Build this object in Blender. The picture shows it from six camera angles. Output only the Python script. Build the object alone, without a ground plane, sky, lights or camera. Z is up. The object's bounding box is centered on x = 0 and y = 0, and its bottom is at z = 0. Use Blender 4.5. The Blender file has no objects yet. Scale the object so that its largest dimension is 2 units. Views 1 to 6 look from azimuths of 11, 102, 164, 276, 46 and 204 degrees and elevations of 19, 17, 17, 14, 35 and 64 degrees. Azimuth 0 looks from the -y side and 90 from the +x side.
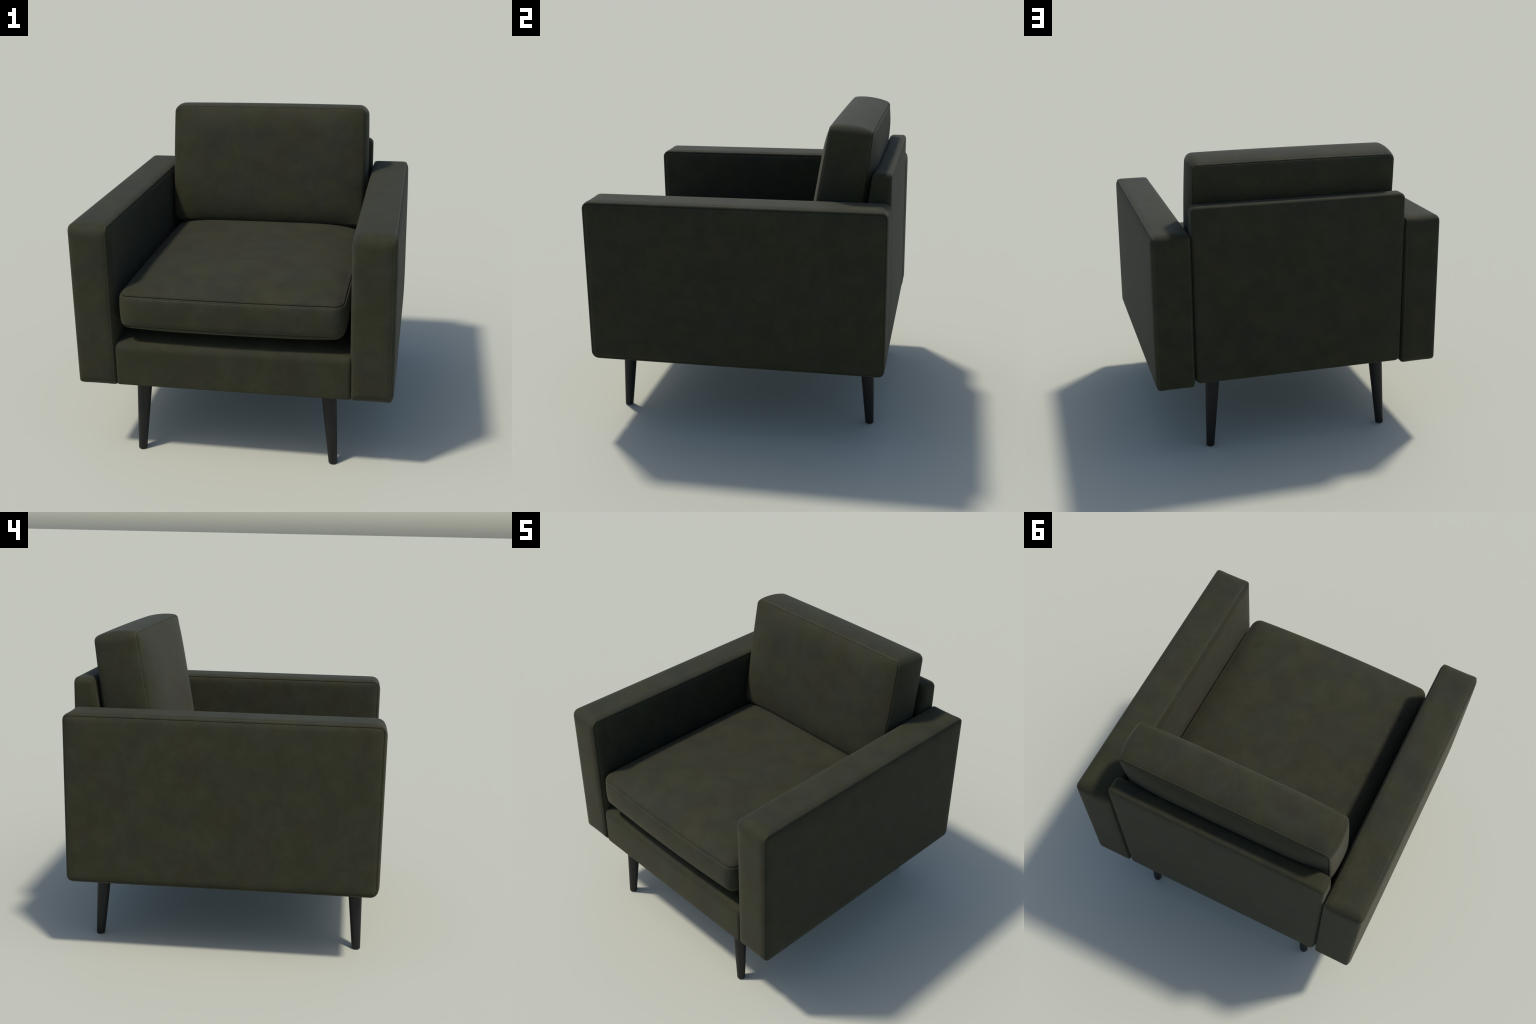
"""Low square armchair: two boxed arms, wedge backrest, soft seat base,
loose seat and back cushions with welted, top-stitched seams, four splayed
tapered black legs.  Everything is lofted from rounded-rectangle outlines."""
import bpy, math
from mathutils import Vector

# ------------------------------------------------------------------ helpers
def quarter(r, n, o_from, o_to, w_from, w_to):
    """Rounded edge: points (offset, depth) from the flat face into the side."""
    pts = []
    for i in range(n + 1):
        a = math.pi / 2 * i / n
        pts.append((o_from + (o_to - o_from) * math.sin(a),
                    w_to + (w_from - w_to) * math.cos(a)))
    return pts


class Loft:
    """A closed soft body: rounded-rectangle outline in (u, v), depth along w.
    W, H half sizes; bow_* pushes the straight sides outward; crown_* puffs the
    two faces; place() maps (u, v, w) to the chair's frame."""

    def __init__(self, W, H, place, bow_u=0.0, bow_v=0.0, power=6, power0=None, rim=0.008,
                 crown0=0.0, crown1=0.0, inset_u=1.0, n_side=28, n_corner=8):
        self.W, self.H, self.place = W, H, place
        self.bow_u, self.bow_v, self.power, self.rim = bow_u, bow_v, power, rim
        self.crown0, self.crown1 = crown0, crown1
        self.power0 = power0 or power
        self.n_side, self.n_corner, self.inset_u = n_side, n_corner, inset_u

    def outline(self, o, r):
        a, b = max(self.W + o * (self.inset_u if o > -0.06 else 1), 0.0), max(self.H + o, 0.0)
        r = max(min(r + o, a, b), 0.0)
        pts = []
        for k, (sx, sy) in enumerate(((1, 1), (-1, 1), (-1, -1), (1, -1))):
            cx, cy, a0 = sx * (a - r), sy * (b - r), k * math.pi / 2
            arc = [(cx + r * math.cos(a0 + math.pi / 2 * i / self.n_corner),
                    cy + r * math.sin(a0 + math.pi / 2 * i / self.n_corner))
                   for i in range(self.n_corner + 1)]
            pts += arc
            nk = (k + 1) % 4
            nsx, nsy = ((1, 1), (-1, 1), (-1, -1), (1, -1))[nk]
            a1 = nk * math.pi / 2
            nx = nsx * (a - r) + r * math.cos(a1)
            ny = nsy * (b - r) + r * math.sin(a1)
            lx, ly = arc[-1]
            for i in range(1, self.n_side):
                t = i / self.n_side
                pts.append((lx + (nx - lx) * t, ly + (ny - ly) * t))
        return pts

    def ring(self, o, w, r, face=None):
        out = []
        W, H, p = self.W, self.H, self.power
        for x, y in self.outline(o, r):
            q = self.power0 if face == 0 else p
            fx = 1 - min(abs(x) / (W - self.rim), 1.0) ** q
            fy = 1 - min(abs(y) / (H - self.rim), 1.0) ** q
            ww = w
            if face == 0:
                ww -= self.crown0 * fx * fy
            elif face == 1:
                ww += self.crown1 * fx * fy
            kx = 1 + self.bow_u / W * (1 - min(abs(y) / H, 1) ** 2)
            ky = 1 + self.bow_v / H * (1 - min(abs(x) / W, 1) ** 2)
            out.append(self.place(x * kx, y * ky, ww))
        return out

    def mesh(self, name, profile):
        """profile: (offset, w, radius, face) from face 0 over the rim to face 1."""
        first, last = profile[0], profile[-1]
        inset = min(self.W, self.H)

        def fill(start):
            o0 = start[0]
            n = 26
            res = []
            for i in range(1, n + 1):
                t = (i / n) ** 1.35
                res.append((o0 + (-inset - o0) * t, start[1], start[2], start[3]))
            return res
        rows = list(reversed(fill(first))) + list(profile) + fill(last)
        verts, index = [], {}
        grid = []
        for row in rows:
            ids = []
            for co in self.ring(*row):
                key = tuple(round(c, 5) for c in co)
                if key not in index:
                    index[key] = len(verts)
                    verts.append(co)
                ids.append(index[key])
            grid.append(ids)
        faces = []
        n = len(grid[0])
        for a, b in zip(grid, grid[1:]):
            for i in range(n):
                j = (i + 1) % n
                f = []
                for v in (a[i], a[j], b[j], b[i]):
                    if v not in f:
                        f.append(v)
                if len(f) > 2:
                    faces.append(f)
        # the collapsed ends meet on a line: drop doubled faces there
        seen, clean = set(), []
        for f in faces:
            k = frozenset(f)
            if k not in seen:
                seen.add(k)
                clean.append(f)
        return mesh_from(name, verts, clean)


def mesh_from(name, verts, faces):
    import bmesh
    me = bpy.data.meshes.new(name)
    me.from_pydata([tuple(v) for v in verts], [], faces)
    bm = bmesh.new()
    bm.from_mesh(me)
    bmesh.ops.recalc_face_normals(bm, faces=bm.faces)
    for f in bm.faces:
        f.smooth = True
    bm.to_mesh(me)
    bm.free()
    return me


# ------------------------------------------------------------- seamed profile
# Cross-sections of a seam, from the flat face outwards (offset, depth): the face
# rolls into a narrow crease, then the boxing strip rounds over the edge.
class Seam:
    def __init__(self, pts, face_pts, stitch):
        self.pts, self.face_pts, self.stitch = pts, face_pts, stitch
        self.edge, self.depth = pts[-1]


# crease in the side panel: plump panel lip, wide padded strip edge (arms)
PADDED = Seam([(-0.050, -0.0092), (-0.032, -0.0086), (-0.0190, -0.0068), (-0.0105, -0.0040),
               (-0.0046, -0.0008), (-0.0016, 0.0010), (0.0002, 0.0060), (0.0016, 0.0020),
               (0.0036, 0.0018), (0.0074, 0.0034), (0.0108, 0.0066), (0.0136, 0.0112),
               (0.0160, 0.0170), (0.0180, 0.0245), (0.0195, 0.0335), (0.0203, 0.0430)],
              7, ((0.0134, 0.0108), (0.0148, 0.0140)))
# crease on the very corner, opening at 45 degrees (back cushion)
CORNER = Seam([(-0.030, 0.0000), (-0.016, 0.0001), (-0.0100, 0.0005), (-0.0072, 0.0012),
               (-0.0058, 0.0026), (-0.0110, 0.0104), (-0.0030, 0.0056), (-0.0016, 0.0066),
               (-0.0002, 0.0098), (0.0008, 0.0140), (0.0019, 0.0190), (0.0028, 0.0250),
               (0.0034, 0.0300)],
              6, ((0.0006, 0.0138), (0.0012, 0.0160)))
# the pillow swells up steeply right behind the crease (seat cushion)
PILLOW = Seam([(-0.062, -0.0215), (-0.045, -0.0203), (-0.0300, -0.0178), (-0.0190, -0.0135),
               (-0.0120, -0.0088), (-0.0082, -0.0040), (-0.0068, 0.0008), (-0.0155, 0.0060),
               (-0.0040, 0.0040), (-0.0018, 0.0060), (-0.0002, 0.0098), (0.0008, 0.0140),
               (0.0019, 0.0190), (0.0028, 0.0250), (0.0034, 0.0300)],
              8, ((0.0006, 0.0138), (0.0012, 0.0160)))


def boxed_profile(seam, T, r_seam, r_mid, bulge, steps=14):
    """Face, crease, bulging boxing strip, crease, face."""
    def swell(w):
        t = min(max((w - 0.002) / (T - 0.004), 0), 1)
        return (bulge - seam.edge) * (1 - abs(2 * t - 1) ** 2.2)

    def radius(w):
        t = min(max((w - 0.002) / (T - 0.004), 0), 1)
        return r_seam + (r_mid - r_seam) * (1 - abs(2 * t - 1) ** 4)
    prof = []
    for i, (o, w) in enumerate(seam.pts):
        prof.append((o + swell(w), w, radius(w), 0 if i < seam.face_pts else None))
    lo, hi = seam.depth, T - seam.depth
    for i in range(1, steps):
        w = lo + (hi - lo) * i / steps
        prof.append((seam.edge + swell(w), w, radius(w), None))
    for i, (o, w) in reversed(list(enumerate(seam.pts))):
        prof.append((o + swell(w), T - w, radius(w), 1 if i < seam.face_pts else None))
    return prof, swell, radius


def stitch_mesh(name, seam, loft, T, swell, radius):
    """Short thread dashes sewn along both edges of the boxing strip."""
    verts, faces = [], []
    pitch, half, wide, high = 0.0170, 0.0060, 0.0027, 0.0007
    (o0, w0), (o1, w1) = seam.stitch
    for dw in (1, -1):
        path, side = [[Vector(p) for p in loft.ring(
            o + swell(w), w if dw > 0 else T - w, radius(w))]
            for o, w in ((o0, w0), (o1, w1))]
        n = len(path)
        total = sum((path[(i + 1) % n] - path[i]).length for i in range(n))
        count = int(total / pitch)
        step = total / count
        i, walked, target = 0, 0.0, step / 2
        while i < n:
            a, b = path[i], path[(i + 1) % n]
            seg = (b - a).length
            while seg > 1e-9 and walked + seg >= target:
                t = (target - walked) / seg
                c = a.lerp(b, t)
                tan = (b - a).normalized()
                sid = (side[i].lerp(side[(i + 1) % n], t) - c)
                sid = (sid - tan * sid.dot(tan)).normalized()
                out = tan.cross(sid).normalized()
                if dw < 0:
                    out = -out
                out *= stitch_mesh.sign
                base = len(verts)
                for s, k in ((-1.0, 0.35), (-0.55, 1.0), (0.55, 1.0), (1.0, 0.35)):
                    m = c + tan * half * s
                    verts += [m - sid * wide * k - out * 0.001, m + out * (high * k - 0.0002) - sid * wide * 0.45 * k,
                              m + out * (high * k - 0.0002) + sid * wide * 0.45 * k, m + sid * wide * k - out * 0.001]
                for r in range(3):
                    for q in range(4):
                        q2 = (q + 1) % 4
                        faces.append((base + r * 4 + q, base + r * 4 + q2,
                                      base + r * 4 + 4 + q2, base + r * 4 + 4 + q))
                faces.append((base, base + 3, base + 2, base + 1))
                faces.append((base + 12, base + 13, base + 14, base + 15))
                target += step
            walked += seg
            i += 1
    return mesh_from(name, verts, faces)


stitch_mesh.sign = 1

# ------------------------------------------------------------------ materials
def node(nt, kind, **kw):
    n = nt.nodes.new(kind)
    for k, v in kw.items():
        setattr(n, k, v)
    return n


def noise(nt, co, scale, detail, rough, shift):
    m = node(nt, 'ShaderNodeMapping')
    m.inputs['Location'].default_value = shift
    t = node(nt, 'ShaderNodeTexNoise')
    t.inputs['Scale'].default_value = scale
    t.inputs['Detail'].default_value = detail
    t.inputs['Roughness'].default_value = rough
    nt.links.new(co, m.inputs['Vector'])
    nt.links.new(m.outputs['Vector'], t.inputs['Vector'])
    return t.outputs['Fac']


def remap(nt, val, lo, hi, a=0.0, b=1.0):
    m = node(nt, 'ShaderNodeMapRange', interpolation_type='SMOOTHSTEP')
    m.inputs['From Min'].default_value = lo
    m.inputs['From Max'].default_value = hi
    m.inputs['To Min'].default_value = a
    m.inputs['To Max'].default_value = b
    nt.links.new(val, m.inputs['Value'])
    return m.outputs['Result']


def mix(nt, fac, a, b, blend='MIX'):
    m = node(nt, 'ShaderNodeMix', data_type='RGBA', blend_type=blend)
    for sock, v in ((m.inputs[0], fac), (m.inputs[6], a), (m.inputs[7], b)):
        if hasattr(v, 'is_linked') or hasattr(v, 'links'):
            nt.links.new(v, sock)
        else:
            sock.default_value = v
    return m.outputs[2]


OLIVE = (0.0240, 0.0246, 0.0104, 1)
SMOKE = (0.0221, 0.0226, 0.0127, 1)
BROWN = (0.0232, 0.0212, 0.0106, 1)


def suede(name, gain=1.0):
    mat = bpy.data.materials.new(name)
    mat.use_nodes = True
    nt = mat.node_tree
    bsdf = nt.nodes['Principled BSDF']
    co = node(nt, 'ShaderNodeTexCoord').outputs['Object']
    big = remap(nt, noise(nt, co, 4.2, 8, 0.62, (3.1, 1.7, 0.4)), 0.42, 0.58)
    warm = remap(nt, noise(nt, co, 4.0, 4, 0.55, (9.3, 4.2, 7.7)), 0.46, 0.66)
    col = mix(nt, big, OLIVE, SMOKE)
    half = node(nt, 'ShaderNodeMath', operation='MULTIPLY')
    nt.links.new(warm, half.inputs[0])
    half.inputs[1].default_value = 0.65
    col = mix(nt, half.outputs[0], col, BROWN)
    # rubbed nap: soft light and dark drifts, and a fine fibre grain
    drift = remap(nt, noise(nt, co, 7.0, 9, 0.68, (1.0, 8.0, 2.0)), 0.34, 0.66, 0.87 * gain, 1.13 * gain)
    grain = remap(nt, noise(nt, co, 150.0, 3, 0.6, (0, 0, 0)), 0.25, 0.75, 0.90, 1.10)
    mul = node(nt, 'ShaderNodeMath', operation='MULTIPLY')
    nt.links.new(drift, mul.inputs[0])
    nt.links.new(grain, mul.inputs[1])
    sc = node(nt, 'ShaderNodeVectorMath', operation='SCALE')
    nt.links.new(col, sc.inputs[0])
    nt.links.new(mul.outputs[0], sc.inputs['Scale'])
    nt.links.new(sc.outputs[0], bsdf.inputs['Base Color'])
    bsdf.inputs['Roughness'].default_value = 0.82
    bsdf.inputs['Specular IOR Level'].default_value = 0.20
    bsdf.inputs['Sheen Weight'].default_value = 0.07
    bsdf.inputs['Sheen Roughness'].default_value = 0.45
    bsdf.inputs['Sheen Tint'].default_value = (1.0, 0.93, 0.72, 1)
    bump = node(nt, 'ShaderNodeBump')
    bump.inputs['Strength'].default_value = 0.12
    bump.inputs['Distance'].default_value = 0.004
    nt.links.new(noise(nt, co, 220.0, 4, 0.6, (5, 5, 5)), bump.inputs['Height'])
    nt.links.new(bump.outputs['Normal'], bsdf.inputs['Normal'])
    return mat


def thread_material():
    mat = bpy.data.materials.new('olive_thread')
    mat.use_nodes = True
    nt = mat.node_tree
    bsdf = nt.nodes['Principled BSDF']
    co = node(nt, 'ShaderNodeTexCoord').outputs['Object']
    f = remap(nt, noise(nt, co, 6.0, 3, 0.5, (2, 2, 2)), 0.35, 0.65)
    nt.links.new(mix(nt, f, (0.0295, 0.0295, 0.0148, 1), (0.0265, 0.0265, 0.0160, 1)), bsdf.inputs['Base Color'])
    bsdf.inputs['Roughness'].default_value = 0.6
    return mat


def leg_material():
    mat = bpy.data.materials.new('black_lacquered_wood')
    mat.use_nodes = True
    nt = mat.node_tree
    bsdf = nt.nodes['Principled BSDF']
    co = node(nt, 'ShaderNodeTexCoord').outputs['Object']
    m = node(nt, 'ShaderNodeMapping')
    m.inputs['Scale'].default_value = (1, 1, 0.08)
    nt.links.new(co, m.inputs['Vector'])
    f = noise(nt, m.outputs['Vector'], 60.0, 3, 0.5, (0, 0, 0))
    nt.links.new(mix(nt, f, (0.0036, 0.0034, 0.0032, 1), (0.0054, 0.0050, 0.0046, 1)), bsdf.inputs['Base Color'])
    bsdf.inputs['Roughness'].default_value = 0.55
    bsdf.inputs['Specular IOR Level'].default_value = 0.35
    return mat


SUEDE = suede('olive_suede')
THREAD = thread_material()
BLACK = leg_material()

# ------------------------------------------------------------------- assembly
chair = bpy.data.objects.new('armchair', None)
bpy.context.scene.collection.objects.link(chair)
chair['label'] = 'low square dark olive suede armchair with tapered black legs'
chair['category'] = 'armchair'


def add(name, me, mat, parent=None, stuff=False):
    ob = bpy.data.objects.new(name, me)
    bpy.context.scene.collection.objects.link(ob)
    ob.parent = parent or chair
    me.materials.clear()
    me.materials.append(mat)
    if stuff:
        ob['kind'] = 'stuff'
    return ob


def boxed_part(name, seam, loft, T, r_seam, r_mid, bulge, sign):
    prof, swell, radius = boxed_profile(seam, T, r_seam, r_mid, bulge)
    ob = add(name, loft.mesh(name, prof), SUEDE)
    stitch_mesh.sign = sign
    add('stitching', stitch_mesh('stitching', seam, loft, T, swell, radius), THREAD, ob, True)
    return ob


# arms: boxing strip runs front, top, back and bottom; flat side panels
ARM_IN, ARM_OUT = 0.7345, 0.979
ARM_Y = (-0.925, 0.953)
ARM_Z = (0.498, 1.517)
for s in (1, -1):
    cy, cz = sum(ARM_Y) / 2, sum(ARM_Z) / 2

    def place(u, v, w, s=s, cy=cy, cz=cz):
        y = cy + u
        if y > ARM_Y[1]:                      # the strip swells less at the rear
            y = ARM_Y[1] + (y - ARM_Y[1]) * 0.6
        return (s * (ARM_IN + w), y, cz + v)
    lo = Loft((ARM_Y[1] - ARM_Y[0]) / 2, (ARM_Z[1] - ARM_Z[0]) / 2, place,
              crown0=0.003, crown1=0.008)
    boxed_part('arm', PADDED, lo, ARM_OUT - ARM_IN, 0.026, 0.056, 0.0225, s)

# seat cushion: puffed top and bottom, bowed front
SEAT_Y = (-0.942, 0.740)
SEAT_Z = (0.903, 1.099)


def place_seat(u, v, w):
    return (u, sum(SEAT_Y) / 2 + v, SEAT_Z[0] + w)


seat = Loft(0.688, (SEAT_Y[1] - SEAT_Y[0]) / 2, place_seat, bow_u=0.006, bow_v=0.018,
            power=6, power0=6,
            crown0=0.066, crown1=0.063)
boxed_part('seat_cushion', PILLOW, seat, SEAT_Z[1] - SEAT_Z[0], 0.058, 0.078, 0.012, 1)

# back cushion, leaning back eight degrees
TILT = math.radians(8.1)
BACK_T = 0.272
BACK_H = 0.4125
TOP_FRONT = Vector((0, 0.5725, 1.986))
UP = Vector((0, math.sin(TILT), math.cos(TILT)))
BACKWARD = Vector((0, math.cos(TILT), -math.sin(TILT)))


def place_back(u, v, w):
    low = (BACK_H - v) / (2 * BACK_H)          # plumper towards the seat
    w = w - 0.022 * low * (1 - w / BACK_T) + 0.012 * low * w / BACK_T
    p = TOP_FRONT + UP * (v - BACK_H) + BACKWARD * w
    return (u, p.y, p.z)


back = Loft(0.681, BACK_H, place_back, bow_u=0.007, bow_v=0.004, power=6,
            crown0=0.038, crown1=0.041)
boxed_part('back_cushion', CORNER, back, BACK_T, 0.036, 0.046, 0.022, -1)

# backrest: wedge panel, thicker towards the bottom, softly rounded all round
REAR_Y, PANEL_Z, PANEL_T = 0.961, (0.502, 1.708), 0.12


def place_panel(u, v, w):
    z = sum(PANEL_Z) / 2 + v
    front = 0.842 + (z - 1.70) * 0.140
    return (u, REAR_Y - (PANEL_T - w) * (REAR_Y - front) / PANEL_T, z)


panel = Loft(0.726, (PANEL_Z[1] - PANEL_Z[0]) / 2, place_panel, crown0=0.0, crown1=0.004)
prof = [(-0.05, 0, 0.04, 0)] + [(o, w, 0.04, None) for o, w in quarter(0.03, 8, -0.03, 0, 0, 0.03)]
prof += [(0.0, w, 0.04, None) for w in (0.05, 0.075)]
prof += [(o, w, 0.04, None) for o, w in reversed(quarter(0.024, 8, -0.024, 0, PANEL_T, PANEL_T - 0.024))]
prof += [(-0.04, PANEL_T, 0.04, 1)]
add('backrest', panel.mesh('backrest', prof), SUEDE)

# seat base: front apron and platform under the cushion
BASE_Y, BASE_Z = (-0.936, 0.80), (0.496, 0.782)


def place_base(u, v, w):
    return (u, sum(BASE_Y) / 2 + v, BASE_Z[0] + w)


BT = BASE_Z[1] - BASE_Z[0]
base = Loft(0.737, (BASE_Y[1] - BASE_Y[0]) / 2, place_base, power=4, crown1=0.045, inset_u=0.40)
prof = [(-0.03, 0, 0.03, 0)] + [(o, w, 0.03, None) for o, w in quarter(0.012, 6, -0.012, 0, 0, 0.012)]
prof += [(0.0, w, 0.03, None) for w in (0.05, 0.10, 0.15, 0.19)]
prof += [(o, w, 0.03, 1 if w > BT - 0.02 else None)
         for o, w in reversed(quarter(0.055, 10, -0.055, 0, BT, BT - 0.055))]
prof += [(-0.07, BT, 0.03, 1)]
add('seat_base', base.mesh('seat_base', prof), SUEDE)

# legs: splayed tapered rounds
LEG_TOP = 0.53
R_TOP, R_FOOT = 0.0505, 0.0275


def leg_mesh(foot, top):
    n = 40
    rings = [(0.0, R_FOOT - 0.006), (0.0008, R_FOOT - 0.0032), (0.003, R_FOOT - 0.0008), (0.006, R_FOOT)]
    for i in range(1, 9):
        t = i / 8
        rings.append((0.006 + (LEG_TOP - 0.006) * t, R_FOOT + (R_TOP - R_FOOT) * t))
    verts, faces = [], []
    for z, r in rings:
        t = z / LEG_TOP
        cx, cy = foot[0] + (top[0] - foot[0]) * t, foot[1] + (top[1] - foot[1]) * t
        verts += [(cx + r * math.cos(2 * math.pi * k / n), cy + r * math.sin(2 * math.pi * k / n), z)
                  for k in range(n)]
    for j in range(len(rings) - 1):
        for k in range(n):
            k2 = (k + 1) % n
            faces.append((j * n + k, j * n + k2, (j + 1) * n + k2, (j + 1) * n + k))
    faces.append(tuple(range(n - 1, -1, -1)))
    faces.append(tuple((len(rings) - 1) * n + k for k in range(n)))
    me = mesh_from('leg', verts, faces)
    for p in me.polygons:
        if len(p.vertices) > 4:
            p.use_smooth = False
    return me


for sx in (1, -1):
    for foot_y, top_y in ((-0.830, -0.800), (0.848, 0.815)):
        add('leg', leg_mesh((sx * 0.621, foot_y), (sx * 0.586, top_y)), BLACK)
